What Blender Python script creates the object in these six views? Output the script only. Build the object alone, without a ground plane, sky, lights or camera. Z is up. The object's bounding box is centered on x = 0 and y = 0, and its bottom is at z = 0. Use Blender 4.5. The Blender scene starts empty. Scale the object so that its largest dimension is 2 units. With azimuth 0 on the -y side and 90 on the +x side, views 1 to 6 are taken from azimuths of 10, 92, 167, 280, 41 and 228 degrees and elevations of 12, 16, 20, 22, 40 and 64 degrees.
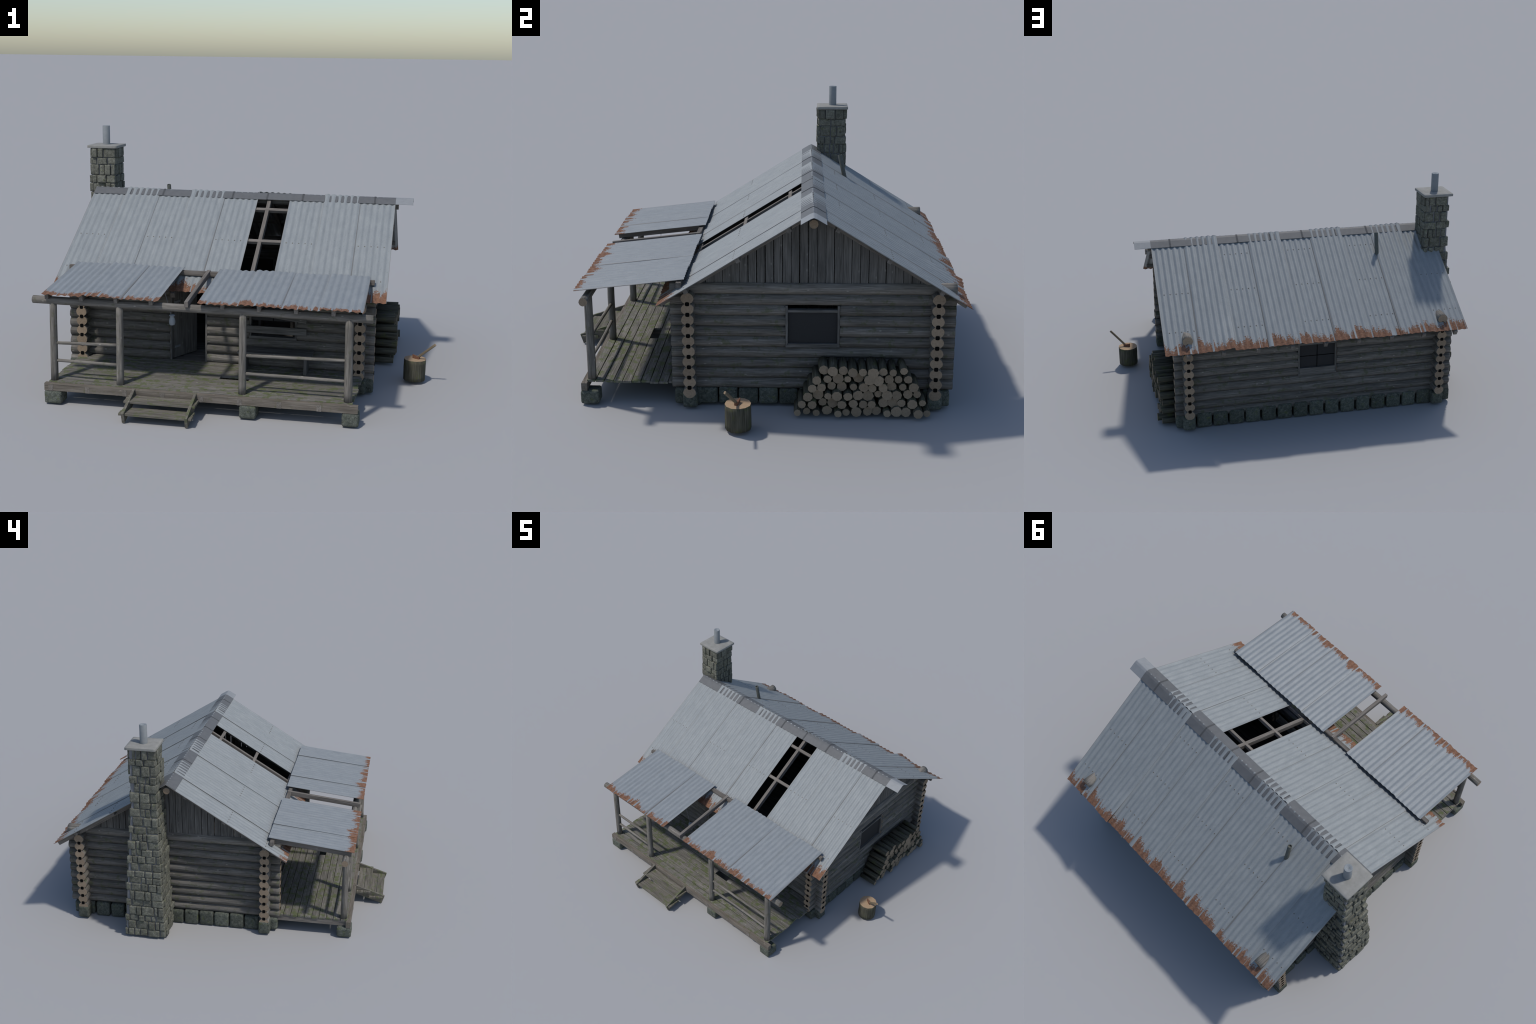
"""Weathered log cabin: tin roof, stone chimney, porch, firewood, chopping block."""
import bpy, math, random
from mathutils import Vector, Matrix, noise

rnd = random.Random(7)

# ------------------------------------------------------------------ node helpers
class G:
    """Small wrapper that builds a material node graph."""
    def __init__(self, name):
        self.mat = bpy.data.materials.new(name)
        self.mat.use_nodes = True
        self.t = self.mat.node_tree
        self.t.nodes.clear()
        self.out = self.n('ShaderNodeOutputMaterial')
        self.bsdf = self.n('ShaderNodeBsdfPrincipled')
        self.t.links.new(self.bsdf.outputs[0], self.out.inputs[0])
        self.obj = self.n('ShaderNodeTexCoord').outputs['Object']
        self.rand = self.n('ShaderNodeObjectInfo').outputs['Random']

    def n(self, kind, **kw):
        nd = self.t.nodes.new(kind)
        for k, v in kw.items():
            setattr(nd, k, v)
        return nd

    def put(self, sock, v):
        if isinstance(v, (int, float)):
            sock.default_value = v
        elif isinstance(v, (tuple, list)):
            sock.default_value = tuple(v) + ((1.0,) if len(v) == 3 and sock.type == 'RGBA' else ())
        else:
            self.t.links.new(v, sock)

    def math(self, op, a, b=0.0, clamp=False):
        nd = self.n('ShaderNodeMath', operation=op, use_clamp=clamp)
        self.put(nd.inputs[0], a)
        self.put(nd.inputs[1], b)
        return nd.outputs[0]

    def mapped(self, scale, vec=None, per_object=True):
        mp = self.n('ShaderNodeMapping')
        self.put(mp.inputs['Vector'], vec or self.obj)
        mp.inputs['Scale'].default_value = scale
        if per_object:
            cm = self.n('ShaderNodeCombineXYZ')
            self.put(cm.inputs[0], self.math('MULTIPLY', self.rand, 37.0))
            self.put(cm.inputs[1], self.math('MULTIPLY', self.rand, 91.0))
            self.put(cm.inputs[2], self.math('MULTIPLY', self.rand, 53.0))
            self.put(mp.inputs['Location'], cm.outputs[0])
        return mp.outputs[0]

    def noise(self, scale, detail=4.0, rough=0.6, vec=None, per_object=True, dist=0.0):
        if isinstance(scale, (int, float)):
            scale = (scale, scale, scale)
        nd = self.n('ShaderNodeTexNoise')
        self.put(nd.inputs['Vector'], self.mapped(scale, vec, per_object))
        nd.inputs['Scale'].default_value = 1.0
        nd.inputs['Detail'].default_value = detail
        nd.inputs['Roughness'].default_value = rough
        nd.inputs['Distortion'].default_value = dist
        return nd.outputs[0]

    def ramp(self, fac, stops):
        nd = self.n('ShaderNodeValToRGB')
        els = nd.color_ramp.elements
        while len(els) < len(stops):
            els.new(0.5)
        for e, (p, c) in zip(els, stops):
            e.position = p
            e.color = (c, c, c, 1) if isinstance(c, (int, float)) else tuple(c) + (1,)
        self.put(nd.inputs[0], fac)
        return nd.outputs[0]

    def mix(self, fac, a, b, mode='MIX'):
        nd = self.n('ShaderNodeMix', data_type='RGBA', blend_type=mode)
        self.put(nd.inputs[0], fac)
        self.put(nd.inputs[6], a)
        self.put(nd.inputs[7], b)
        return nd.outputs[2]

    def done(self, color, rough=0.9, spec=0.2, bump=None, strength=0.3, dist=0.002, metallic=0.0):
        self.put(self.bsdf.inputs['Base Color'], color)
        self.put(self.bsdf.inputs['Roughness'], rough)
        self.bsdf.inputs['Specular IOR Level'].default_value = spec
        self.bsdf.inputs['Metallic'].default_value = metallic
        if bump is not None:
            b = self.n('ShaderNodeBump')
            b.inputs['Strength'].default_value = strength
            b.inputs['Distance'].default_value = dist
            self.put(b.inputs['Height'], bump)
            self.put(self.bsdf.inputs['Normal'], b.outputs[0])
        return self.mat


def wood(name, dark, mid, light, moss=0.0, moss_col=(0.085, 0.095, 0.035), tint=0.25, knots=True, blotch=0.45):
    """Weathered timber, grain along local X."""
    g = G(name)
    grain = g.noise((9, 190, 190), 5, 0.65)
    broad = g.noise((7, 75, 75), 3, 0.6)
    col = g.ramp(grain, [(0.30, dark), (0.52, mid), (0.74, light)])
    col = g.mix(blotch, col, g.ramp(broad, [(0.3, dark), (0.5, mid), (0.72, light)]))
    # dark drying cracks
    crack = g.noise((7, 330, 330), 2, 0.5)
    cm = g.ramp(crack, [(0.62, 0.0), (0.70, 1.0)])
    col = g.mix(g.math('MULTIPLY', cm, 0.55), col, tuple(c * 0.45 for c in dark))
    if knots:
        vo = g.n('ShaderNodeTexVoronoi')
        g.put(vo.inputs['Vector'], g.mapped((16, 34, 34)))
        vo.inputs['Scale'].default_value = 1.0
        kn = g.ramp(vo.outputs['Distance'], [(0.03, 0.55), (0.13, 0.0)])
        col = g.mix(kn, col, tuple(min(1, c * 1.35) for c in light))
    # every timber a little different
    v = g.math('ADD', g.math('MULTIPLY', g.rand, tint), 1.0 - tint / 2)
    cv = g.n('ShaderNodeCombineXYZ')
    for i in range(3):
        g.put(cv.inputs[i], v)
    col = g.mix(1.0, col, cv.outputs[0], 'MULTIPLY')
    if moss > 0:
        m = g.noise(26, 4, 0.65)
        m2 = g.noise((60, 240, 240), 3, 0.6)
        m = g.math('ADD', m, g.math('MULTIPLY', m2, 0.22))
        mm = g.ramp(m, [(0.70 - 0.12 * moss, 0.0), (0.80 - 0.12 * moss, 1.0)])
        col = g.mix(g.math('MULTIPLY', mm, min(0.85, 0.35 + 0.5 * moss)), col, moss_col)
    return g.done(col, 0.92, 0.12, g.math('ADD', grain, g.math('MULTIPLY', crack, -0.6)), 0.5, 0.003)


def end_grain(name, a, b, ring_scale=230):
    g = G(name)
    wv = g.n('ShaderNodeTexWave', wave_type='RINGS', rings_direction='X')
    g.put(wv.inputs['Vector'], g.obj)
    wv.inputs['Scale'].default_value = ring_scale
    wv.inputs['Distortion'].default_value = 2.5
    wv.inputs['Detail'].default_value = 2
    wv.inputs['Detail Scale'].default_value = 1.2
    nz = g.noise(120, 4, 0.7)
    f = g.math('ADD', g.math('MULTIPLY', wv.outputs['Fac'], 0.35), g.math('MULTIPLY', nz, 0.65))
    col = g.ramp(f, [(0.25, a), (0.75, b)])
    v = g.math('ADD', g.math('MULTIPLY', g.rand, 0.3), 0.85)
    cv = g.n('ShaderNodeCombineXYZ')
    for i in range(3):
        g.put(cv.inputs[i], v)
    return g.done(g.mix(1.0, col, cv.outputs[0], 'MULTIPLY'), 0.9, 0.1, f, 0.3, 0.001)


def stone(name, a, b, c, moss=0.3, moss_col=(0.10, 0.12, 0.03), cracks=True, scale=1.0):
    g = G(name)
    n1 = g.noise(70 * scale, 5, 0.7)
    n2 = g.noise(260 * scale, 3, 0.7)
    f = g.math('ADD', g.math('MULTIPLY', n1, 0.55), g.math('MULTIPLY', n2, 0.45))
    col = g.ramp(f, [(0.34, a), (0.5, b), (0.66, c)])
    h = f
    if cracks:
        ln = g.noise((14, 14, 22), 2, 0.5, dist=0.6)
        line = g.math('ABSOLUTE', g.math('SUBTRACT', ln, 0.5))
        lm = g.math('MULTIPLY', g.ramp(line, [(0.0, 1.0), (0.010, 0.0)]), g.ramp(g.noise(22, 1, 0.5), [(0.52, 0.0), (0.60, 1.0)]))
        col = g.mix(g.math('MULTIPLY', lm, 0.75), col, tuple(v * 0.35 for v in a))
        h = g.math('SUBTRACT', f, lm)
    if moss:
        m = g.noise(38, 4, 0.7)
        mm = g.ramp(m, [(0.60 - 0.1 * moss, 0.0), (0.72, 1.0)])
        col = g.mix(g.math('MULTIPLY', mm, 0.6), col, moss_col)
    v = g.math('ADD', g.math('MULTIPLY', g.rand, 0.35), 0.82)
    cv = g.n('ShaderNodeCombineXYZ')
    for i in range(3):
        g.put(cv.inputs[i], v)
    col = g.mix(1.0, col, cv.outputs[0], 'MULTIPLY')
    return g.done(col, 0.95, 0.15, h, 0.6, 0.004)


def tin(name, base, lo, hi, rust_h):
    """Corrugated galvanised sheet: local X across, Y up the slope from the eave."""
    g = G(name)
    sep = g.n('ShaderNodeSeparateXYZ')
    g.put(sep.inputs[0], g.obj)
    y = sep.outputs[1]
    cloud = g.noise((45, 14, 45), 4, 0.65)
    fleck = g.noise((190, 130, 190), 3, 0.7)
    col = g.ramp(cloud, [(0.3, lo), (0.5, base), (0.7, hi)])
    fm = g.ramp(fleck, [(0.63, 0.0), (0.70, 0.75)])
    col = g.mix(fm, col, (0.125, 0.140, 0.118))
    pale = g.noise((120, 160, 120), 2, 0.6)
    col = g.mix(g.ramp(pale, [(0.62, 0.0), (0.72, 0.35)]), col, tuple(min(1, c * 1.18) for c in hi))
    # brown stain along the side laps
    ax = g.math('ABSOLUTE', sep.outputs[0])
    lap = g.math('MULTIPLY', g.math('SUBTRACT', ax, 0.0940), 700.0, clamp=True)
    col = g.mix(g.math('MULTIPLY', lap, 0.55), col, (0.150, 0.130, 0.110))
    if rust_h > 0:
        # rust climbs from the eave edge in ragged columns, some ribs stay clean
        big = g.noise((16, 1.5, 1), 2, 0.5)
        streak = g.noise((75, 7, 1), 3, 0.65)
        ragged = g.noise((150, 110, 20), 4, 0.75)
        clean = g.ramp(g.noise((60, 0.5, 1), 0, 0.5), [(0.66, 0.0), (0.68, 1.0)])
        top = g.math('ADD', g.math('MULTIPLY', g.math('SUBTRACT', big, 0.5), 3.4), 1.0)
        top = g.math('ADD', top, g.math('MULTIPLY', g.math('SUBTRACT', streak, 0.5), 1.5))
        top = g.math('ADD', top, g.math('MULTIPLY', g.math('SUBTRACT', ragged, 0.5), 3.0))
        top = g.math('SUBTRACT', top, g.math('MULTIPLY', clean, 3.0))
        d = g.math('SUBTRACT', g.math('MULTIPLY', top, rust_h), y)
        m = g.math('MULTIPLY', d, 400.0, clamp=True)
        rn = g.noise(95, 4, 0.7)
        rust = g.ramp(rn, [(0.3, (0.115, 0.058, 0.036)), (0.5, (0.190, 0.096, 0.058)), (0.7, (0.262, 0.146, 0.092))])
        col = g.mix(m, col, rust)
        rg = g.math('ADD', 0.55, g.math('MULTIPLY', m, 0.35))
    else:
        rg = 0.55
    return g.done(col, rg, 0.35, fleck, 0.12, 0.001)


def plain(name, a, b, scale=60, rough=0.7, spec=0.3, metallic=0.0, strength=0.15):
    g = G(name)
    nz = g.noise(scale, 4, 0.65)
    return g.done(g.ramp(nz, [(0.3, a), (0.7, b)]), rough, spec, nz, strength, 0.001, metallic)


M_LOG = wood('weathered_log', (0.072, 0.067, 0.060), (0.140, 0.130, 0.117), (0.265, 0.246, 0.220), moss=0.3, moss_col=(0.075, 0.090, 0.035), tint=0.36, blotch=0.25)
M_POST = wood('porch_pole_wood', (0.080, 0.074, 0.066), (0.168, 0.156, 0.138), (0.320, 0.296, 0.262), moss=0.05)
M_BOARD = wood('grey_board', (0.058, 0.056, 0.052), (0.122, 0.117, 0.109), (0.205, 0.196, 0.183), moss=0.0)
M_DECK = wood('mossy_deck_board', (0.072, 0.068, 0.060), (0.165, 0.155, 0.138), (0.285, 0.268, 0.240), moss=0.85, moss_col=(0.100, 0.122, 0.048))
M_RIM = wood('porch_rim_wood', (0.080, 0.069, 0.057), (0.148, 0.130, 0.109), (0.232, 0.207, 0.177), moss=0.15)
M_STEP = wood('step_wood', (0.072, 0.066, 0.055), (0.158, 0.145, 0.122), (0.265, 0.246, 0.210), moss=0.6, moss_col=(0.100, 0.122, 0.048))
M_RAFTER = wood('rafter_wood', (0.095, 0.085, 0.074), (0.170, 0.153, 0.135), (0.26, 0.236, 0.21), moss=0.0)
M_BARK = wood('firewood_bark', (0.030, 0.029, 0.022), (0.075, 0.071, 0.053), (0.15, 0.142, 0.112), moss=0.4, knots=False)
M_END = end_grain('log_end_grain', (0.195, 0.147, 0.103), (0.350, 0.273, 0.198))
M_FEND = end_grain('firewood_end_grain', (0.185, 0.144, 0.102), (0.310, 0.248, 0.180), 300)
M_SEND = end_grain('stump_top_grain', (0.27, 0.188, 0.120), (0.42, 0.305, 0.20), 170)
M_BLACK = plain('near_black', (0.004, 0.004, 0.004), (0.008, 0.008, 0.008), rough=1.0, spec=0.0)  # solid black for the log-end plugs and window muntins
M_TIN = tin('galvanised_roof_sheet', (0.250, 0.267, 0.271), (0.226, 0.243, 0.248), (0.278, 0.294, 0.295), 0.052)
M_TINP = tin('galvanised_porch_sheet', (0.241, 0.260, 0.271), (0.217, 0.236, 0.248), (0.266, 0.284, 0.292), 0.034)
M_CAP_SHADED = plain('ridge_flashing', (0.104, 0.107, 0.110), (0.126, 0.129, 0.132), 40, 0.6, 0.35)  # grey darkened to copy baked occlusion shade, not the metal's own tone
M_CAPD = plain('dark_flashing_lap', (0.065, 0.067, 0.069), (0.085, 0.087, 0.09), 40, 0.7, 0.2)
M_CAP_UNSHADED = plain('unshaded_ridge_flashing', (0.225, 0.235, 0.242), (0.26, 0.27, 0.278), 40, 0.55, 0.35)  # end piece keeps the flashing's tone without the painted shade
M_CHIM = stone('chimney_fieldstone', (0.060, 0.061, 0.050), (0.132, 0.132, 0.108), (0.245, 0.243, 0.200), moss=0.25)
M_CORE = plain('chimney_mortar', (0.185, 0.185, 0.193), (0.22, 0.22, 0.23), 90, 0.9, 0.1)
M_FOUND = stone('foundation_stone', (0.038, 0.043, 0.036), (0.085, 0.093, 0.078), (0.165, 0.172, 0.145), moss=0.35)
M_SLAB = plain('concrete_cap', (0.235, 0.231, 0.212), (0.295, 0.289, 0.268), 30, 0.9, 0.15)
M_FLUE = plain('galvanised_flue', (0.215, 0.230, 0.237), (0.245, 0.260, 0.267), 50, 0.6, 0.3)
M_FLUETOP = plain('mottled_flue_top', (0.20, 0.22, 0.23), (0.27, 0.29, 0.30), 200, 0.7, 0.2)  # mottled grey for the top and inner cone of the flue
M_VENT = plain('dark_vent_pipe', (0.085, 0.090, 0.078), (0.125, 0.130, 0.115), 120, 0.7, 0.2)
M_GLASS = plain('dusty_dark_pane', (0.029, 0.029, 0.030), (0.038, 0.038, 0.039), 260, 0.7, 0.12, strength=0.05)
M_IRON = plain('worn_iron', (0.16, 0.17, 0.18), (0.24, 0.25, 0.26), 150, 0.6, 0.4, 0.3)
M_NAIL = plain('rusty_nail', (0.105, 0.09, 0.07), (0.15, 0.13, 0.105), 300, 0.8, 0.2)
M_RUSTIRON = plain('rusty_axe_iron', (0.13, 0.060, 0.035), (0.22, 0.115, 0.075), 220, 0.8, 0.2)
M_LAMP = plain('milky_lantern_glass', (0.25, 0.28, 0.31), (0.30, 0.33, 0.36), 60, 0.35, 0.5)
M_HANDLE = wood('axe_handle_wood', (0.13, 0.105, 0.07), (0.21, 0.172, 0.12), (0.30, 0.25, 0.18), knots=False)

# ------------------------------------------------------------------ object helpers
coll = bpy.context.scene.collection


def thing(name, label, category, loc):
    e = bpy.data.objects.new(name, None)
    e.location = loc
    e.empty_display_size = 0.1
    coll.objects.link(e)
    e['label'] = label
    e['category'] = category
    return e


def make(name, verts, faces, mats, parent, matrix=None, face_mat=None, smooth=None):
    me = bpy.data.meshes.new(name)
    me.from_pydata([tuple(v) for v in verts], [], faces)
    for m in (mats if isinstance(mats, (list, tuple)) else [mats]):
        me.materials.append(m)
    if face_mat:
        for p, i in zip(me.polygons, face_mat):
            p.material_index = i
    if smooth is True:
        for p in me.polygons:
            p.use_smooth = True
    elif smooth:
        for p, s in zip(me.polygons, smooth):
            p.use_smooth = bool(s)
    me.validate()
    ob = bpy.data.objects.new(name, me)
    coll.objects.link(ob)
    place(ob, parent, matrix)
    return ob


def place(ob, parent, matrix=None):
    ob.parent = parent
    if parent is not None:
        ob.matrix_parent_inverse = Matrix.Translation(WORLD.get(parent.name, parent.location)).inverted()
    m = matrix or Matrix.Identity(4)
    ob.matrix_basis = m
    WORLD[ob.name] = Vector((0, 0, 0))
    if parent is not None and parent.type == 'MESH':
        ob.matrix_parent_inverse = MATS[parent.name].inverted()
    MATS[ob.name] = m


WORLD, MATS = {}, {}


def frame(p0, p1, up=(0, 0, 1)):
    """Matrix at p0 with X toward p1 and Z near 'up'."""
    p0, p1, up = Vector(p0), Vector(p1), Vector(up)
    x = (p1 - p0).normalized()
    y = up.cross(x)
    if y.length < 1e-5:
        y = Vector((0, 1, 0)).cross(x)
    y.normalize()
    z = x.cross(y)
    m = Matrix((x, y, z)).transposed().to_4x4()
    m.translation = p0
    return m


def loft(name, p0, p1, section, mats, parent, seg=0.03, wobble=0.0, up=(0, 0, 1), smooth=True, taper=0.0, bend=0.0):
    """Sweep a closed (y, z) section from p0 to p1; caps use the last material."""
    p0, p1 = Vector(p0), Vector(p1)
    L = (p1 - p0).length
    n = max(1, int(L / seg))
    s0 = rnd.uniform(0, 100)
    verts, faces, fm, sm = [], [], [], []
    k = len(section)
    for i in range(n + 1):
        t = i / n
        x = L * t
        oy = noise.noise((x * 9, s0, 0.3)) * wobble + bend * math.sin(math.pi * t)
        oz = noise.noise((x * 9, s0, 7.7)) * wobble
        sc = 1.0 + taper * (t - 0.5)
        for j, (a, b) in enumerate(section):
            r = 1.0 + noise.noise((x * 22, s0 + j * 3.1, 2.0)) * wobble * 22
            verts.append((x, a * sc * r + oy, b * sc * r + oz))
    for i in range(n):
        for j in range(k):
            q = (j + 1) % k
            faces.append((i * k + j, i * k + q, (i + 1) * k + q, (i + 1) * k + j))
            fm.append(0)
            sm.append(smooth)
    last = 1 if isinstance(mats, (list, tuple)) and len(mats) > 1 else 0
    faces.append(tuple(reversed(range(k))))
    faces.append(tuple(range(n * k, n * k + k)))
    fm += [last, last]
    sm += [False, False]
    return make(name, verts, faces, mats, parent, frame(p0, p1, up), fm, sm)


def ngon(r, n, phase=0.0, jit=0.0):
    return [((r * (1 + rnd.uniform(-jit, jit))) * math.cos(2 * math.pi * i / n + phase),
             (r * (1 + rnd.uniform(-jit, jit))) * math.sin(2 * math.pi * i / n + phase)) for i in range(n)]


def rect(w, h, c=0.0012):
    a, b = w / 2, h / 2
    return [(a, -b + c), (a, b - c), (a - c, b), (-a + c, b), (-a, b - c), (-a, -b + c), (-a + c, -b), (a - c, -b)]


def board(name, p0, p1, w, h, mat, parent, up=(0, 0, 1), wobble=0.0006, seg=0.03, c=0.0012, end=None):
    return loft(name, p0, p1, rect(w, h, c), [mat, end or mat], parent, seg, wobble, up, smooth=False)


def block(name, c, size, mat, parent, round_=0.25, rough=0.06, n=6, rot=0.0, squash_top=0.0):
    """Rounded, lumpy stone."""
    sx, sy, sz = (s / 2 for s in size)
    rr = round_ * min(sx, sy, sz) * 2
    seed = rnd.uniform(0, 500)
    idx, verts, faces = {}, [], []

    def vid(p):
        key = tuple(round(v, 4) for v in p)
        if key not in idx:
            q = Vector((p[0] * sx, p[1] * sy, p[2] * sz))
            inner = Vector((max(-sx + rr, min(sx - rr, q.x)), max(-sy + rr, min(sy - rr, q.y)), max(-sz + rr, min(sz - rr, q.z))))
            d = q - inner
            if d.length > 1e-9:
                q = inner + d.normalized() * min(rr, d.length if d.length < rr else rr)
            nv = noise.noise_vector(Vector((q.x * 38 + seed, q.y * 38, q.z * 38)))
            nv2 = noise.noise_vector(Vector((q.x * 110 + seed, q.y * 110, q.z * 110)))
            q += (nv + nv2 * 0.4) * rough * min(sx, sy, sz)
            idx[key] = len(verts)
            verts.append(q)
        return idx[key]
    for ax in range(3):
        for sgn in (-1, 1):
            for i in range(n):
                for j in range(n):
                    quad = []
                    for di, dj in ((0, 0), (1, 0), (1, 1), (0, 1)):
                        p = [0, 0, 0]
                        p[ax] = sgn
                        p[(ax + 1) % 3] = -1 + 2 * (i + di) / n
                        p[(ax + 2) % 3] = -1 + 2 * (j + dj) / n
                        quad.append(vid(p))
                    faces.append(tuple(quad if sgn > 0 else reversed(quad)))
    return make(name, verts, faces, mat, parent, Matrix.Translation(c) @ Matrix.Rotation(rot, 4, 'Z'), smooth=True)


def revolve(name, profile, base, mat, parent, n=24, axis=(0, 0, 1), mat2=None, caps_from=None):
    """Turn an (r, z) profile around an axis through base."""
    verts, faces, fm = [], [], []
    for r, z in profile:
        for i in range(n):
            a = 2 * math.pi * i / n
            verts.append((z, r * math.cos(a), r * math.sin(a)))
    for k in range(len(profile) - 1):
        for i in range(n):
            j = (i + 1) % n
            faces.append((k * n + i, k * n + j, (k + 1) * n + j, (k + 1) * n + i))
            fm.append(1 if caps_from is not None and k >= caps_from else 0)
    faces.append(tuple(reversed(range(n))))
    faces.append(tuple(range((len(profile) - 1) * n, len(profile) * n)))
    fm += [0, 1 if mat2 else 0]
    p1 = Vector(base) + Vector(axis)
    ob = make(name, verts, faces, [mat, mat2 or mat], parent, frame(base, p1, (0, 1, 0)), fm, True)
    ob.data.set_sharp_from_angle(angle=math.radians(40))
    return ob


# ------------------------------------------------------------------ the cabin's frame
CABIN = thing('log_cabin', 'old log cabin with rusty tin roof, stone chimney and porch', 'cabin', (0, 0, 0))

SLOPE = 0.617
RIDGE_Y, RIDGE_Z = 0.2595, 0.8975
FRONT_Y, BACK_Y = -0.272, 0.787          # log wall axes
RIGHT_X, LEFT_X = 0.634, -0.768
DECK_Z = 0.1075


def roof_z(y):
    return RIDGE_Z - SLOPE * abs(y - RIDGE_Y)


# ---- log walls: two interleaved stacks, notched at the corners
HALF_LOG = [(0.0272, 0.0), (0.0256, 0.0085), (0.0208, 0.0160), (0.0140, 0.0212), (0.0095, 0.0247)]
LOG_SECTION = (HALF_LOG + [(-a, b) for a, b in reversed(HALF_LOG)][:-1]
               + [(-a, -b) for a, b in HALF_LOG] + [(a, -b) for a, b in reversed(HALF_LOG)][:-1])


def wall_log(axis, fixed, a, b, z, side=None):
    sec = [(u * rnd.uniform(0.965, 1.035), v * rnd.uniform(0.955, 1.025)) for u, v in LOG_SECTION]
    if axis == 'x':
        p0, p1 = (a, fixed, z), (b, fixed, z)
    else:
        p0, p1 = (fixed, a, z), (fixed, b, z)
    ob = loft('wall_log', p0, p1, sec, [side or M_LOG, M_END], CABIN, 0.024, 0.0017)
    return ob


def cut(a, b, holes):
    segs = [(a, b)]
    for h0, h1 in holes:
        nxt = []
        for s0, s1 in segs:
            if h1 <= s0 or h0 >= s1:
                nxt.append((s0, s1))
            else:
                nxt += [(s0, h0), (h1, s1)]
        segs = nxt
    return segs


XZ0, YZ0, PITCH = 0.0785, 0.1045, 0.0479
XA, XB = -0.851, 0.704
YA, YB = -0.352, 0.868
DOOR = (-0.322, -0.132)
FWIN = (0.083, 0.321)
BWIN = (-0.186, 0.030)
SWIN = (0.143, 0.376)
for k in range(10):
    z = XZ0 + PITCH * k
    e = lambda: rnd.uniform(-0.0008, 0.0008)
    fh = ([DOOR] if 1 <= k <= 8 else []) + ([FWIN] if 4 <= k <= 7 else [])
    bh = [BWIN] if 4 <= k <= 7 else []
    for s0, s1 in cut(XA + e(), XB + e(), fh):
        wall_log('x', FRONT_Y, s0, s1, z)
    for s0, s1 in cut(XA + e(), XB + e(), bh):
        wall_log('x', BACK_Y, s0, s1, z)
    z = YZ0 + PITCH * 1.003 * k
    sh = [SWIN] if 4 <= k <= 7 else []
    for s0, s1 in cut(YA + e(), YB + e(), sh):
        wall_log('y', RIGHT_X, s0, s1, z, M_POST if k == 9 else None)
    wall_log('y', LEFT_X, YA + e(), YB + 0.004 + e(), z, M_POST if k == 9 else None)

# solid black plugs standing in for recesses between the log ends
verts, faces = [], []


def dark_plug(c, ax):
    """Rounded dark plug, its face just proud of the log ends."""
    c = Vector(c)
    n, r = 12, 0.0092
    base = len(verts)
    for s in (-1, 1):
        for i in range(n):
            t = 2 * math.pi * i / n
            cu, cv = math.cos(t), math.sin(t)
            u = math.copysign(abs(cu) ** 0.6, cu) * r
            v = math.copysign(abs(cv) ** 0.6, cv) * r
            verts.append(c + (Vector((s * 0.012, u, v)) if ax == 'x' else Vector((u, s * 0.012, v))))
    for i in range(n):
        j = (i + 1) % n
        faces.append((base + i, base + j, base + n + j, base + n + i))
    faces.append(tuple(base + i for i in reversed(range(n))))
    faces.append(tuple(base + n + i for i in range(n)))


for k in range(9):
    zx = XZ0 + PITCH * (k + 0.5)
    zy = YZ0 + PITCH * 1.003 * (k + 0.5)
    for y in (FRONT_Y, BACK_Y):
        dark_plug((XA + 0.0105, y, zx), 'x')
        dark_plug((XB - 0.0105, y, zx), 'x')
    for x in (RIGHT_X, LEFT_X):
        dark_plug((x, YA + 0.0105, zy), 'y')
        dark_plug((x, YB - 0.0105 + (0.004 if x == LEFT_X else 0.0), zy), 'y')
ob = make('log_end_plug', verts, faces, M_BLACK, CABIN)
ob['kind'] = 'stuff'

# floor inside
for i in range(13):
    y = -0.225 + 0.0805 * i
    board('floor_board', (LEFT_X + 0.02, y, 0.098), (RIGHT_X - 0.02, y, 0.098), 0.078, 0.01, M_BOARD, CABIN, seg=0.2)

# ---- foundation stones
def footing(x, y, sx, sy, z0=0.010, z1=0.084):
    j = rnd.uniform(-0.003, 0.003)
    block('foundation_stone', (x, y, (z0 + z1) / 2 + j * 0.6), (sx, sy, z1 - z0 + j), M_FOUND, CABIN, 0.13, 0.035, 8, rnd.uniform(-0.03, 0.03))


y = -0.196
while y < 0.72:
    w = rnd.uniform(0.080, 0.086)
    footing(RIGHT_X - 0.006, y, 0.066, w)
    if not 0.29 < y < 0.45:
        footing(LEFT_X - 0.003, y + 0.002, 0.072, w, 0.0)
    y += 0.0880
x = 0.552
while x > -0.72:
    w = rnd.uniform(0.076, 0.083)
    footing(x, BACK_Y + 0.002, w, 0.068, 0.001, 0.086)
    footing(x, FRONT_Y + 0.004, w, 0.062, 0.006, 0.084)
    x -= 0.0895
for sx, cx in ((1, RIGHT_X), (-1, LEFT_X)):
    for sy, cy in ((1, BACK_Y), (-1, FRONT_Y)):
        footing(cx + (0.030 if sx > 0 else -0.048), cy, 0.078, 0.064, 0.008, 0.080)
        footing(cx + sx * 0.002, cy + sy * 0.034, 0.066, 0.070, 0.010, 0.082)
        footing(cx - sx * 0.004, cy - sy * 0.008, 0.064, 0.080, 0.004, 0.084)

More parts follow.
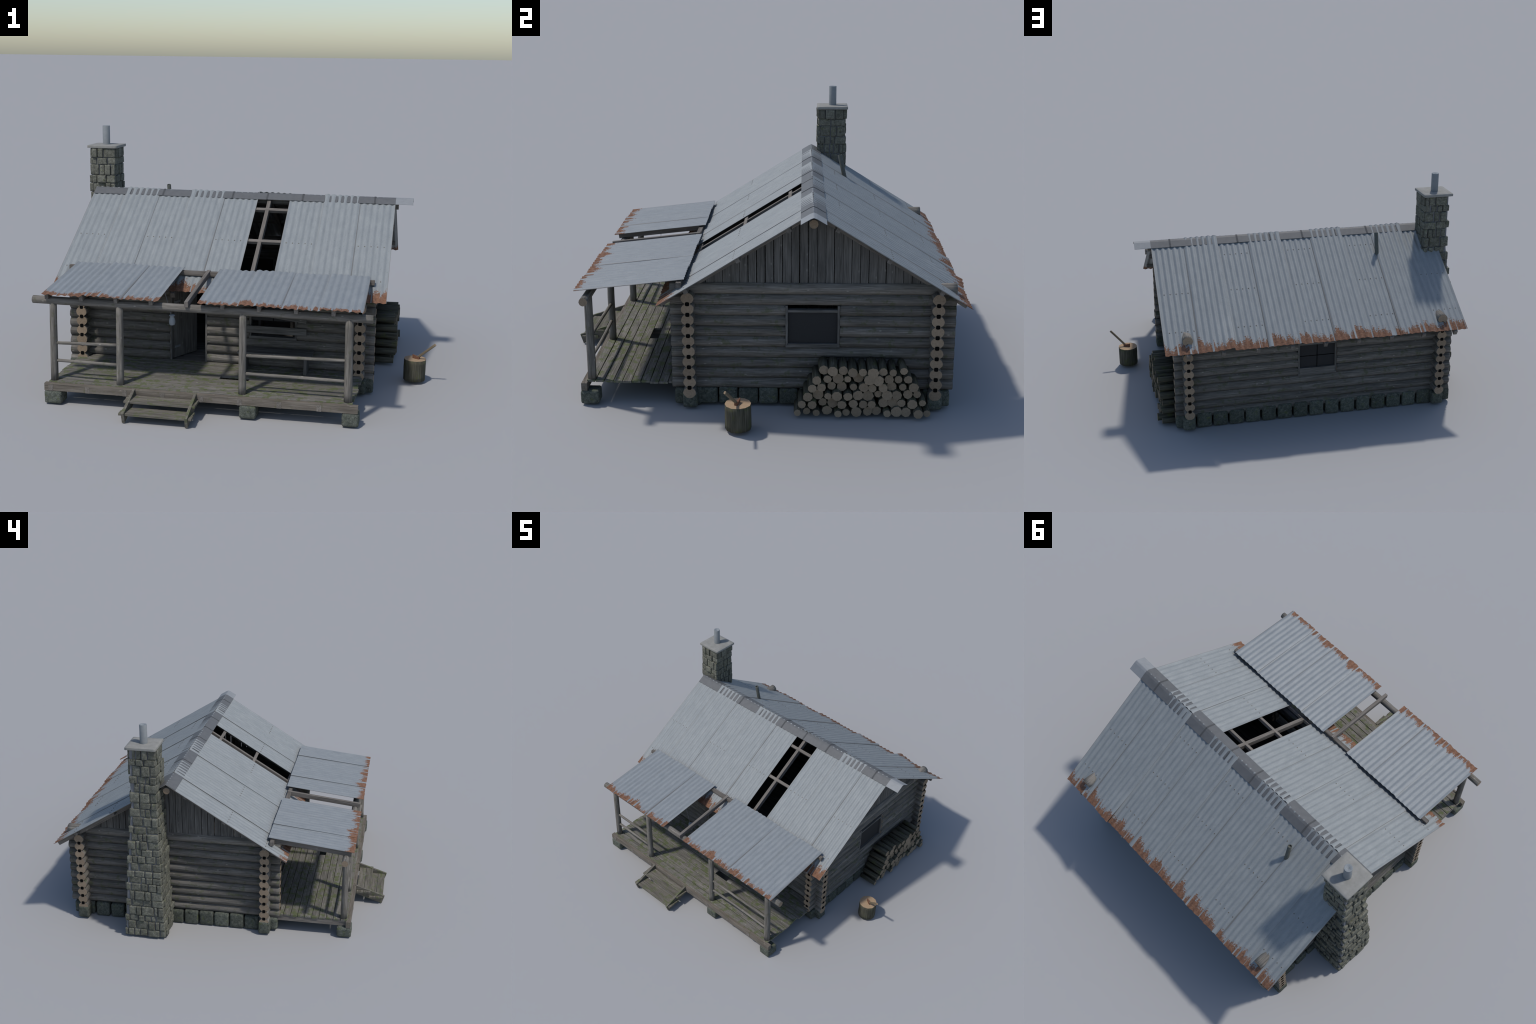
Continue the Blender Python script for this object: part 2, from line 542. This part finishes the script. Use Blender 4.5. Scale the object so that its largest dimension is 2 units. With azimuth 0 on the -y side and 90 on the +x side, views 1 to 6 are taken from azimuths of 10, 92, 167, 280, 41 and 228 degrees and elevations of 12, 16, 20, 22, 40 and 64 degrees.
# ---- gables: vertical planks
def gable(x, outward):
    y = RIDGE_Y - 0.0365 * 15.5
    for i in range(31):
        w = 0.0365 - rnd.uniform(0.0012, 0.0042)
        y0 = y + 0.0365 * i
        y1 = y0 + w
        zt = [min(roof_z(v) - 0.016, 0.9) for v in (y0, (y0 + y1) / 2 if y0 < RIDGE_Y < y1 else y1, y1)]
        zb = 0.553
        if max(zt[0], zt[2]) < zb + 0.008:
            continue
        zt = [max(v, zb + 0.001) for v in zt]
        t = 0.006
        dx = rnd.uniform(-0.001, 0.001)
        # plank in its own frame: X runs up the plank
        yc = (y0 + y1) / 2
        ys = [y0, y1]
        loop = [(0.0, y0 - yc), (0.0, y1 - yc), (zt[2] - zb, y1 - yc), (zt[0] - zb, y0 - yc)]
        vs = [(a, b, -t) for a, b in loop] + [(a, b, t) for a, b in loop]
        fs = [(3, 2, 1, 0), (4, 5, 6, 7)] + [(j, (j + 1) % 4, 4 + (j + 1) % 4, 4 + j) for j in range(4)]
        m = Matrix(((0, 0, -1, x + dx), (0, 1, 0, yc), (1, 0, 0, zb), (0, 0, 0, 1)))
        make('gable_plank', vs, fs, M_BOARD, CABIN, m)


gable(RIGHT_X + 0.000, 1)
gable(LEFT_X - 0.004, -1)

# ---- roof frame
loft('ridge_log', (-0.884, RIDGE_Y, 0.857), (0.772, RIDGE_Y, 0.853), ngon(0.0187, 10), [M_POST, M_END], CABIN, 0.05, 0.001)
NRM_F = Vector((0, -SLOPE, 1)).normalized()
NRM_B = Vector((0, SLOPE, 1)).normalized()
for i in range(9):
    x = 0.637 - 0.183 * i
    for sgn, nrm, lo in ((-1, NRM_F, -0.408), (1, NRM_B, 0.927)):
        off = nrm * -0.0205
        a = Vector((x, RIDGE_Y + sgn * 0.012, roof_z(RIDGE_Y + sgn * 0.012))) + off
        b = Vector((x, lo, roof_z(lo))) + off
        board('rafter', b, a, 0.020, 0.030, M_RAFTER, CABIN, up=nrm, seg=0.08)
for d in (0.1085, 0.320, 0.541):
    for sgn, nrm in ((-1, NRM_F), (1, NRM_B)):
        y = RIDGE_Y + sgn * d
        c = Vector((0, y, roof_z(y))) + nrm * -0.0135
        board('purlin', (-0.872, c.y, c.z), (0.742, c.y, c.z), 0.019, 0.018, M_RAFTER, CABIN, up=nrm, seg=0.08)

# ---- corrugated sheets
WAVE = 0.0322
AMP = 0.0025


def sheet(name, origin, x_dir, up_dir, width, length, crest_mid, mat, lift=None, skew=0.0, rows=14):
    """Corrugated sheet; origin is the middle of its lower edge."""
    X, Y = Vector(x_dir), Vector(up_dir).normalized()
    Z = X.cross(Y).normalized()
    cols = 60
    th = 0.0016
    seed = rnd.uniform(0, 99)
    verts, faces = [], []
    for layer in (1, 0):
        for r in range(rows + 1):
            v = length * r / rows
            for c in range(cols + 1):
                u = width * (c / cols - 0.5)
                ph = 2 * math.pi * u / WAVE
                zz = AMP * (2 * (0.5 + 0.5 * math.cos(ph if crest_mid else ph + math.pi)) ** 0.85 - 1)
                zz += 0.0007 * noise.noise((u * 9 + seed, v * 6, 0))
                if lift:
                    zz += lift(u / width, v / length)
                vv = v
                if r == 0:
                    vv -= 0.003 * noise.noise((u * 25 + seed, 3.0, 1.0))
                verts.append((u + skew * (1 - v / length), vv, zz + (th if layer else 0)))
    w = cols + 1
    tot = w * (rows + 1)
    for r in range(rows):
        for c in range(cols):
            a = r * w + c
            faces.append((a, a + 1, a + w + 1, a + w))
            faces.append((tot + a, tot + a + w, tot + a + w + 1, tot + a + 1))
    rim = [c for c in range(cols)] + [r * w + cols for r in range(rows)] + [rows * w + c for c in range(cols, 0, -1)] + [r * w for r in range(rows, 0, -1)]
    for i, a in enumerate(rim):
        b = rim[(i + 1) % len(rim)]
        faces.append((b, a, tot + a, tot + b))
    m = Matrix((X, Y, Z)).transposed().to_4x4()
    m.translation = origin
    ob = make(name, verts, faces, mat, CABIN, m, smooth=True)
    ob.data.set_sharp_from_angle(angle=math.radians(50))
    return ob


PW = WAVE * 6
nails = []
LENGTH = math.hypot(0.6605, 0.6605 * SLOPE)
for side in (-1, 1):
    nrm = NRM_F if side < 0 else NRM_B
    up = Vector((0, -side, SLOPE))
    xd = (1, 0, 0) if side < 0 else (-1, 0, 0)
    for p in range(9):
        raised = p % 2 == 1
        if side < 0 and p == 3:
            continue                                   # the missing sheet
        cx = 0.660 - 0.1822 * p
        ye = RIDGE_Y + side * 0.6605
        o = Vector((cx, ye, roof_z(ye))) + nrm * ((0.0046 if raised else 0.0) - 0.0027)
        skew = 0.0
        lift = None
        if raised:
            lift = lambda u, v, s=side: 0.0030 * u * s
        if side > 0 and raised:
            skew = {1: -0.008, 3: -0.004, 5: -0.008, 7: -0.007}[p]
            if p == 1:
                lift = lambda u, v: 0.0050 * u + 0.016 * max(0.0, u + 0.1) * max(0.0, 0.32 - v) / 0.32 * 1.6
        elif side < 0 and raised:
            skew = {1: 0.003, 5: 0.004, 7: 0.0}[p]
        elif not raised and p in (2, 6):
            lift = lambda u, v: -0.002 * max(0.0, 0.3 - v)
        sheet('roof_sheet', o, xd, up, PW, LENGTH, not raised, M_TIN, lift, skew)
        if not raised:
            rows = (0.1185, 0.329, 0.541) if side > 0 else (0.3325, 0.541)
            for d in rows:
                if d < 0.2 and p in (0, 8):
                    continue
                for j in range(-2, 3):
                    yy = RIDGE_Y + side * d
                    nails.append(Vector((cx - 0.004 + j * WAVE, yy, roof_z(yy))) + nrm * (AMP - 0.0012))

# nail heads
verts, faces = [], []
for c in nails:
    nrm = NRM_F if c.y < RIDGE_Y else NRM_B
    t1 = Vector((1, 0, 0))
    t2 = nrm.cross(t1)
    b = len(verts)
    for r, h in ((0.0031, -0.0005), (0.0025, 0.0010)):
        for i in range(8):
            a = math.pi * i / 4
            verts.append(c + t1 * r * math.cos(a) + t2 * r * math.sin(a) + nrm * h)
    for i in range(8):
        j = (i + 1) % 8
        faces.append((b + i, b + j, b + 8 + j, b + 8 + i))
    faces.append(tuple(b + 8 + i for i in range(8)))
ob = make('roof_nail', verts, faces, M_NAIL, CABIN)
ob['kind'] = 'stuff'

# ---- ridge flashing: overlapping folded pieces
def flashing(x0, x1, zoff, mat):
    hw, dz = 0.0525, 0.0299
    top = []
    for y, z in ((-hw, -dz), (-0.014, -0.0069), (-0.002, -0.0022), (0.002, -0.0022), (0.014, -0.0069), (hw, -dz)):
        top.append((y, z))
    sec = top + [(y, z - 0.0016) for y, z in reversed(top)]
    n = len(sec)
    vs = [(x0, y, z) for y, z in sec] + [(x1, y, z) for y, z in sec]
    fs = [(i, (i + 1) % n, n + (i + 1) % n, n + i) for i in range(n)] + [tuple(reversed(range(n))), tuple(range(n, 2 * n))]
    ob = make('ridge_flashing', vs, fs, mat, CABIN, Matrix.Translation((0, RIDGE_Y, 0.8994 + zoff)))
    return ob


seams = [-0.892, -0.690, -0.502, -0.309, -0.115, 0.074, 0.265, 0.456, 0.647, 0.757, 0.848]
for i in range(len(seams) - 1):
    a, b = seams[i], seams[i + 1]
    last = i == len(seams) - 2
    flashing(a, b + (0.008 if i < len(seams) - 3 else 0.0), 0.0006 * (i % 2), M_CAP_UNSHADED if last else M_CAP_SHADED)
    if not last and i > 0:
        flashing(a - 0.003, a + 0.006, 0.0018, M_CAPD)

# ---- vent pipe through the back slope
revolve('vent_pipe', [(0.0112, -0.02), (0.0112, 0.121), (0.0104, 0.122), (0.0085, 0.122), (0.0075, 0.113)], (-0.521, 0.435, 0.784),
        M_VENT, CABIN, 16, (0, -0.027, 0.12))

# ------------------------------------------------------------------ chimney
def chim(z):
    """Outer faces (x_left, x_right, y_front, y_back) of the stack at height z."""
    t = max(0.0, 0.80 - z) / 0.80
    pts = ((0.0, -0.996), (0.30, -0.989), (0.60, -0.9665), (0.80, -0.9435), (2.0, -0.9435))
    for (z0, x0), (z1, x1) in zip(pts, pts[1:]):
        if z0 <= z <= z1:
            xl = x0 + (x1 - x0) * (z - z0) / (z1 - z0)
    return (xl, -0.798, 0.297 - 0.038 * t, 0.446 + 0.050 * t)


vs = []
for z in (0.010, 0.30, 0.60, 0.80, 1.108):
    a, b, c, d = chim(z)
    i = 0.006
    vs += [(a + i, c + i, z), (b - i, c + i, z), (b - i, d - i, z), (a + i, d - i, z)]
fs = [(3, 2, 1, 0), (16, 17, 18, 19)]
for k in (0, 4, 8, 12):
    fs += [(k + i, k + (i + 1) % 4, k + 4 + (i + 1) % 4, k + 4 + i) for i in range(4)]
CHIMNEY = make('chimney', vs, fs, M_CORE, CABIN)

rows = [0.042, 0.048, 0.036, 0.054, 0.040, 0.052, 0.044, 0.036, 0.036, 0.046, 0.042, 0.038, 0.046, 0.042, 0.040, 0.050, 0.046,
        0.034, 0.058, 0.050, 0.042, 0.058, 0.036, 0.052]
scale_rows = 1.096 / sum(rows)
z = 0.011


def course(face, z0, z1, row):
    """One row of stones on one face of the stack."""
    a, b, c, d = chim((z0 + z1) / 2)
    h = z1 - z0 - rnd.uniform(0.0015, 0.004)
    if face in ('left', 'right'):
        lo, hi = c, d
    else:
        lo, hi = a, b
    # stones at corners alternate between running through and stopping short
    if face == 'left':
        lo, hi = lo - 0.002, (hi + 0.002 if row % 2 == 0 else hi - rnd.uniform(0.014, 0.022))
    elif face == 'back':
        lo, hi = (lo + 0.012 if row % 2 == 0 else lo + rnd.uniform(0.012, 0.020)), hi
    elif face == 'front':
        lo, hi = lo + 0.012, hi + 0.001
    else:
        lo, hi = lo + 0.010, hi - (0.010 if row % 2 else 0.0)
    p = lo
    widths = []
    while p < hi - 0.006:
        w = min(rnd.choice((0.026, 0.032, 0.040, 0.054, 0.068)) * rnd.uniform(0.9, 1.12), hi - p)
        if hi - (p + w) < 0.020:
            w = hi - p
        widths.append((p, w))
        p += w
    for p, w in widths:
        depth = 0.020
        proud = rnd.choice((-0.001, 0.0, 0.002, 0.004, 0.006, 0.009))
        gap = rnd.uniform(0.003, 0.0085)
        cz = (z0 + z1) / 2 + rnd.uniform(-0.0015, 0.0015)
        m = p + w / 2
        if face == 'left':
            ctr, size = (a + depth / 2 - proud, m, cz), (depth, w - gap, h)
        elif face == 'right':
            ctr, size = (b - depth / 2 + proud, m, cz), (depth, w - gap, h)
        elif face == 'front':
            ctr, size = (m, c + depth / 2 - proud, cz), (w - gap, depth, h)
        else:
            ctr, size = (m, d - depth / 2 + proud, cz), (w - gap, depth, h)
        block('chimney_stone', ctr, size, M_CHIM, CHIMNEY, 0.09, 0.15, 7, rnd.uniform(-0.06, 0.06))


for r, hgt in enumerate(rows):
    z1 = z + hgt * scale_rows
    course('left', z, z1, r)
    course('front', z, z1, r)
    course('back', z, z1, r)
    if z1 > 0.80:
        course('right', z, z1, r)
    z = z1

block('chimney_cap', (-0.8725, 0.375, 1.1145), (0.171, 0.170, 0.0165), M_SLAB, CHIMNEY, 0.22, 0.01, 10)
revolve('flue_pipe', [(0.0205, -0.005), (0.0205, 0.1035), (0.0198, 0.105), (0.0185, 0.105), (0.009, 0.1030), (0.003, 0.098)], (-0.8745, 0.3765, 1.122),
        M_FLUE, CHIMNEY, 28, (0, 0, 1), M_FLUETOP, 3)

# ------------------------------------------------------------------ porch
boards_y = [-0.736 + 0.0404 * i for i in range(11)]
for i, y in enumerate(boards_y):
    yc = y + 0.0202
    w = 0.0404 - rnd.uniform(0.0022, 0.0056)
    zc = DECK_Z - 0.0048 + rnd.uniform(-0.0007, 0.0007)
    a, b = -0.788 + rnd.uniform(-0.003, 0.003), 0.648 + rnd.uniform(-0.008, 0.006)
    if i == 0:
        b = 0.640
    if i >= 10:
        a, b = -0.740, 0.606
    pieces = [(a, b)] if i != 5 else [(a, -0.013), (0.130, b)]
    for p, q in pieces:
        board('porch_board', (p, yc, zc), (q, yc, zc), w, 0.0095, M_DECK, CABIN, wobble=0.0005)
board('porch_rim_beam', (-0.806, -0.742, 0.0838), (0.666, -0.742, 0.0838), 0.026, 0.0355, M_RIM, CABIN, wobble=0.0004)
for i in range(8):
    x = -0.7745 + 0.181 * i
    board('floor_joist', (x, -0.7562, 0.081), (x, -0.300, 0.081), 0.022, 0.030, M_RAFTER, CABIN, seg=0.1)
for x, w in ((-0.7645, 0.086), (0.167, 0.078), (0.633, 0.076)):
    block('porch_pier_stone', (x, -0.719, 0.0345), (w, 0.082, 0.062), M_FOUND, CABIN, 0.17, 0.03, 9)

# posts, beam and rails of peeled poles
POSTS = (-0.768, -0.4455, 0.133, 0.6175)
for x in POSTS:
    loft('porch_post', (x + rnd.uniform(-.002, .002), -0.714, DECK_Z - 0.001), (x + (0.002 if x < 0.5 else -0.004), -0.714, 0.490), ngon(0.0174 if x < 0.5 else 0.019, 12, 0, 0.03), [M_POST, M_END], CABIN, 0.04, 0.0009, up=(0, 1, 0), taper=-0.06)
loft('porch_beam', (-0.864, -0.7145, 0.4945), (0.716, -0.7125, 0.4945), ngon(0.0186, 10, 0.1), [M_POST, M_END], CABIN, 0.05, 0.0012)
for x0, x1 in ((POSTS[0], POSTS[1]), (POSTS[2], POSTS[3])):
    for z, rise in ((0.290, 0.008), (0.204, -0.002)):
        loft('porch_rail', (x0 + 0.012, -0.714, z), (x1 - 0.012, -0.714, z + rise), ngon(0.0078, 8), [M_POST, M_END], CABIN, 0.03, 0.0008, bend=rnd.uniform(-0.003, 0.003))

# porch roof
PS = 0.1135
PN = Vector((0, -PS, 1)).normalized()
PUP = Vector((0, 1, PS))


def porch_z(y):
    return 0.5312 + PS * (y + 0.761)


board('porch_ledger', (-0.838, -0.309, 0.5655), (0.694, -0.309, 0.5650), 0.022, 0.022, M_RAFTER, CABIN, seg=0.08)
for i in range(9):
    x = -0.786 + 0.1663 * i
    dz = 0.0 if i == 4 else -0.0035
    a = Vector((x, -0.745, porch_z(-0.745) + 0.0005)) + PN * (-0.0145 + dz * 0.2)
    b = Vector((x, -0.301, porch_z(-0.301) + 0.0005)) + PN * (-0.0145 + dz * 0.2)
    board('porch_rafter', a, b, 0.0175, 0.027, M_RAFTER, CABIN, up=PN, seg=0.1, wobble=0.0004)
PLEN = math.hypot(0.474, 0.474 * PS)
for i, cx in enumerate((-0.7065, -0.5245, -0.3425, 0.0315, 0.2135, 0.3955, 0.5775)):
    raised = i in (1, 4, 6)
    o = Vector((cx, -0.760, porch_z(-0.760))) + PN * (0.0040 if raised else -0.0002)
    sk = {1: 0.006, 4: 0.004, 6: 0.003}.get(i, 0.0)
    sheet('porch_roof_sheet', o, (1, 0, 0), PUP, PW, PLEN, not raised, M_TINP, (lambda u, v: -0.0045 * u) if raised else None, sk, 10)

# steps
def stringer(x):
    loop = [(-0.752, 0.106), (-0.927, 0.0485), (-0.912, 0.0), (-0.752, 0.052)]
    t = 0.0065
    vs = [(y, z, -t) for y, z in loop] + [(y, z, t) for y, z in loop]
    vs = [(y + 0.84, z - 0.05, s) for y, z, s in vs]
    fs = [(0, 1, 2, 3), (7, 6, 5, 4)] + [(i, 4 + i, 4 + (i + 1) % 4, (i + 1) % 4) for i in range(4)]
    m = Matrix(((0, 0, 1, x), (1, 0, 0, -0.84), (0, 1, 0, 0.05), (0, 0, 0, 1)))
    return make('step_stringer', vs, fs, M_STEP, CABIN, m)


stringer(-0.3680)
stringer(-0.0765)
for yf, z in ((-0.842, 0.071), (-0.916, 0.040)):
    for j in range(2):
        yc = yf + 0.020 + 0.0425 * j
        board('step_tread', (-0.390 + rnd.uniform(-.004, .002), yc, z), (-0.055 + rnd.uniform(-.003, .003), yc, z), 0.0408, 0.0105, M_STEP, CABIN, wobble=0.0004)

# bench against the wall
for j, y in enumerate((-0.387, -0.349, -0.313)):
    board('bench_board', (0.047, y, 0.2015), (0.411, y, 0.2015), 0.0355, 0.010, M_BOARD, CABIN)
for x in (0.078, 0.379):
    board('bench_leg', (x, -0.352, DECK_Z), (x, -0.352, 0.1965), 0.085, 0.016, M_BOARD, CABIN, up=(1, 0, 0))

# added by guess: stand-in table for an unseen surface under the roof hole
for j in range(3):
    board('guessed_table_board', (0.02, 0.245 + 0.040 * j, 0.325), (0.24, 0.245 + 0.040 * j, 0.325), 0.039, 0.012, M_BOARD, CABIN)
for x in (0.04, 0.22):
    board('guessed_table_leg', (x, 0.285, 0.103), (x, 0.285, 0.320), 0.09, 0.016, M_BOARD, CABIN, up=(1, 0, 0))

# ------------------------------------------------------------------ door and windows
hinge = Vector((-0.3135, -0.265, 0.0))
dd = Vector((0.083, 0.142, 0)).normalized()
dn = Vector((dd.y, -dd.x, 0))
DOORLEAF = None
for j in range(4):
    c = hinge + dd * (0.0215 + 0.0418 * j)
    b_ = board('door_plank', (c.x, c.y, DECK_Z + 0.002), (c.x, c.y, 0.470), 0.0405, 0.010, M_BOARD, CABIN if DOORLEAF is None else DOORLEAF, up=dn)
    if DOORLEAF is None:
        DOORLEAF = b_
        DOORLEAF.name = 'door'
        MATS['door'] = MATS['door_plank']
for z in (0.165, 0.40):
    p = hinge + dd * 0.004 + dn * 0.0060
    q = hinge + dd * 0.044 + dn * 0.0060
    board('door_hinge', (p.x, p.y, z), (q.x, q.y, z), 0.011, 0.003, M_IRON, DOORLEAF, up=dn, c=0.0005)
    p = hinge + dd * 0.012 - dn * 0.0085
    q = hinge + dd * 0.158 - dn * 0.0085
    board('door_batten', (p.x, p.y, z + 0.03), (q.x, q.y, z + 0.03), 0.024, 0.007, M_BOARD, DOORLEAF, up=dn)
for x in (DOOR[0] + 0.003, DOOR[1] - 0.004):
    board('door_jamb', (x, FRONT_Y, 0.103), (x, FRONT_Y, 0.487), 0.036, 0.010, M_BOARD, CABIN, up=(1, 0, 0))
board('door_lintel', (DOOR[0], FRONT_Y, 0.481), (DOOR[1], FRONT_Y, 0.481), 0.036, 0.010, M_BOARD, CABIN)


def window(a, b, z0, z1, place_, glass_top, mull_v, mull_h, sill):
    """Framed opening; place_(u, depth, z) maps to the wall."""
    def bd(name, p, q, w, h, mat, up, parent):
        return board(name, place_(*p), place_(*q), w, h, mat, parent, up=up, c=0.0006)
    P = lambda u, d, z: place_(u, d, z)
    out = (Vector(P(0, 1, 0)) - Vector(P(0, 0, 0))).normalized()
    d = 0.006
    fr = bd('window_frame', (a, d, z0 + 0.005), (b, d, z0 + 0.005), 0.012, 0.034, M_BOARD, out, CABIN)
    for u in (a + 0.005, b - 0.005):
        bd('window_jamb', (u, d, z0), (u, d, z1), 0.010, 0.030, M_BOARD, out, fr)
    bd('window_head', (a, d, glass_top + 0.005), (b, d, glass_top + 0.005), 0.011, 0.026, M_BOARD, out, fr)
    zc = (z0 + sill + glass_top) / 2
    bd('window_pane', (a + 0.009, d + 0.002, zc), (b - 0.009, d + 0.002, zc), glass_top - z0 - sill, 0.004, M_GLASS, out, fr)
    if 0.012 < sill < 0.06:
        bd('window_sill', (a + 0.010, d + 0.006, z0 + sill / 2 + 0.004), (b - 0.010, d + 0.006, z0 + sill / 2 + 0.004), sill - 0.004, 0.022, M_BOARD, out, fr)
    um = (a + b) / 2
    if mull_v:
        bd('window_muntin', (um, d + 0.0035, z0 + sill), (um, d + 0.0035, glass_top), 0.004, 0.004, M_BLACK, out, fr)
    if mull_h:
        bd('window_muntin', (a + 0.009, d + 0.0036, zc), (b - 0.009, d + 0.0036, zc), 0.004, 0.004, M_BLACK, out, fr)
    return fr


window(SWIN[0], SWIN[1], 0.276, 0.464, lambda u, d, z: (RIGHT_X + d, u, z), 0.434, False, False, 0.014)
window(BWIN[0], BWIN[1], 0.248, 0.437, lambda u, d, z: (u, BACK_Y + d, z), 0.425, True, True, 0.040)
FW = window(FWIN[0], FWIN[1], 0.248, 0.437, lambda u, d, z: (u, FRONT_Y - d, z), 0.425, True, False, 0.090)
for x0, x1, za, zb_, w in ((0.050, 0.371, 0.2975, 0.2965, 0.036), (0.055, 0.371, 0.392, 0.357, 0.030)):
    board('window_batten', (x0, -0.306, za), (x1, -0.306, zb_), w, 0.009, M_BOARD, CABIN, up=(0, -1, 0))

# lantern hanging under the porch roof
LAMP = revolve('lantern', [(0.006, 0.0), (0.0125, 0.0015), (0.0152, 0.010), (0.0155, 0.018), (0.0135, 0.030), (0.0100, 0.039), (0.0100, 0.042), (0.0135, 0.045), (0.0138, 0.049), (0.008, 0.052)],
               (-0.247, -0.524, 0.356), M_LAMP, CABIN, 18)
board('lantern_wire', (-0.252, -0.524, 0.406), (-0.287, -0.524, 0.532), 0.002, 0.002, M_IRON, LAMP, c=0.0003)

# ------------------------------------------------------------------ firewood stack
PILE = thing('firewood_stack', 'stacked split firewood with pale cut ends', 'firewood', (0.72, 0.47, 0.012))
for r in range(6):
    n = 14 - r
    for i in range(n):
        rad = rnd.choice((0.0160, 0.0185, 0.0200, 0.0215, 0.0238)) * rnd.uniform(0.95, 1.03)
        y = 0.196 + 0.0214 * r + 0.0424 * i + rnd.uniform(-0.005, 0.005)
        zc = 0.0325 + 0.0373 * r + rnd.uniform(-0.003, 0.003)
        if r == 0:
            zc = 0.010 + rad
        x1 = 0.781 + rnd.uniform(-0.021, 0.014)
        x0 = 0.668 if 2 <= r else 0.664
        loft('firewood_log', (x0, y + rnd.uniform(-.003, .003), zc + rnd.uniform(-.002, .002)), (x1, y, zc), ngon(rad, 8, rnd.uniform(0, 1), 0.07), [M_BARK, M_FEND], PILE, 0.05, 0.0006)

# ------------------------------------------------------------------ chopping block and axe
BLOCK = thing('chopping_block', 'round tree stump used as chopping block', 'stump', (0.897, -0.049, 0.012))
loft('stump', (0.897, -0.049, 0.012), (0.897, -0.049, 0.121), ngon(0.0555, 12, 0.1, 0.02), [M_BARK, M_SEND], BLOCK, 0.02, 0.0012, up=(0, 1, 0))

AXE = thing('axe', 'axe with wooden handle stuck in stump', 'axe', (0.912, -0.053, 0.121))
hd = Vector((0.083, -0.041, 0.081)).normalized()
h0 = Vector((0.9075, -0.0515, 0.1265))
loft('axe_handle', h0, Vector((0.9955, -0.0938, 0.2135)), [(0.0042, -0.004), (0.0042, 0.004), (0.002, 0.0062), (-0.002, 0.0062), (-0.0042, 0.004), (-0.0042, -0.004), (-0.002, -0.0062), (0.002, -0.0062)],
     [M_HANDLE, M_SEND], AXE, 0.012, 0.0002)
# wedge-shaped head: poll at the handle, blade biting into the wood
hx = Vector((-0.026, 0.012, 0.0)).normalized()
hy = Vector((-hx.y, hx.x, 0))
vs = []
for s, zlo, zhi, t in ((-0.010, 0.119, 0.1345, 0.006), (0.006, 0.1185, 0.1355, 0.0065), (0.018, 0.116, 0.138, 0.0035), (0.030, 0.112, 0.1415, 0.0012)):
    for zz in (zlo, zhi):
        for q in (-1, 1):
            vs.append(Vector((0.911, -0.053, 0)) + hx * s + hy * t * q + Vector((0, 0, zz)))
fs = [(0, 1, 3, 2), (12, 14, 15, 13)]
for k in (0, 4, 8):
    fs += [(k, k + 4, k + 5, k + 1), (k + 2, k + 3, k + 7, k + 6), (k, k + 2, k + 6, k + 4), (k + 1, k + 5, k + 7, k + 3)]
c0 = Vector((0.911, -0.053, 0.127))
make('axe_head', [v - c0 for v in vs], fs, M_RUSTIRON, AXE, Matrix.Translation(c0))

bpy.context.view_layer.update()
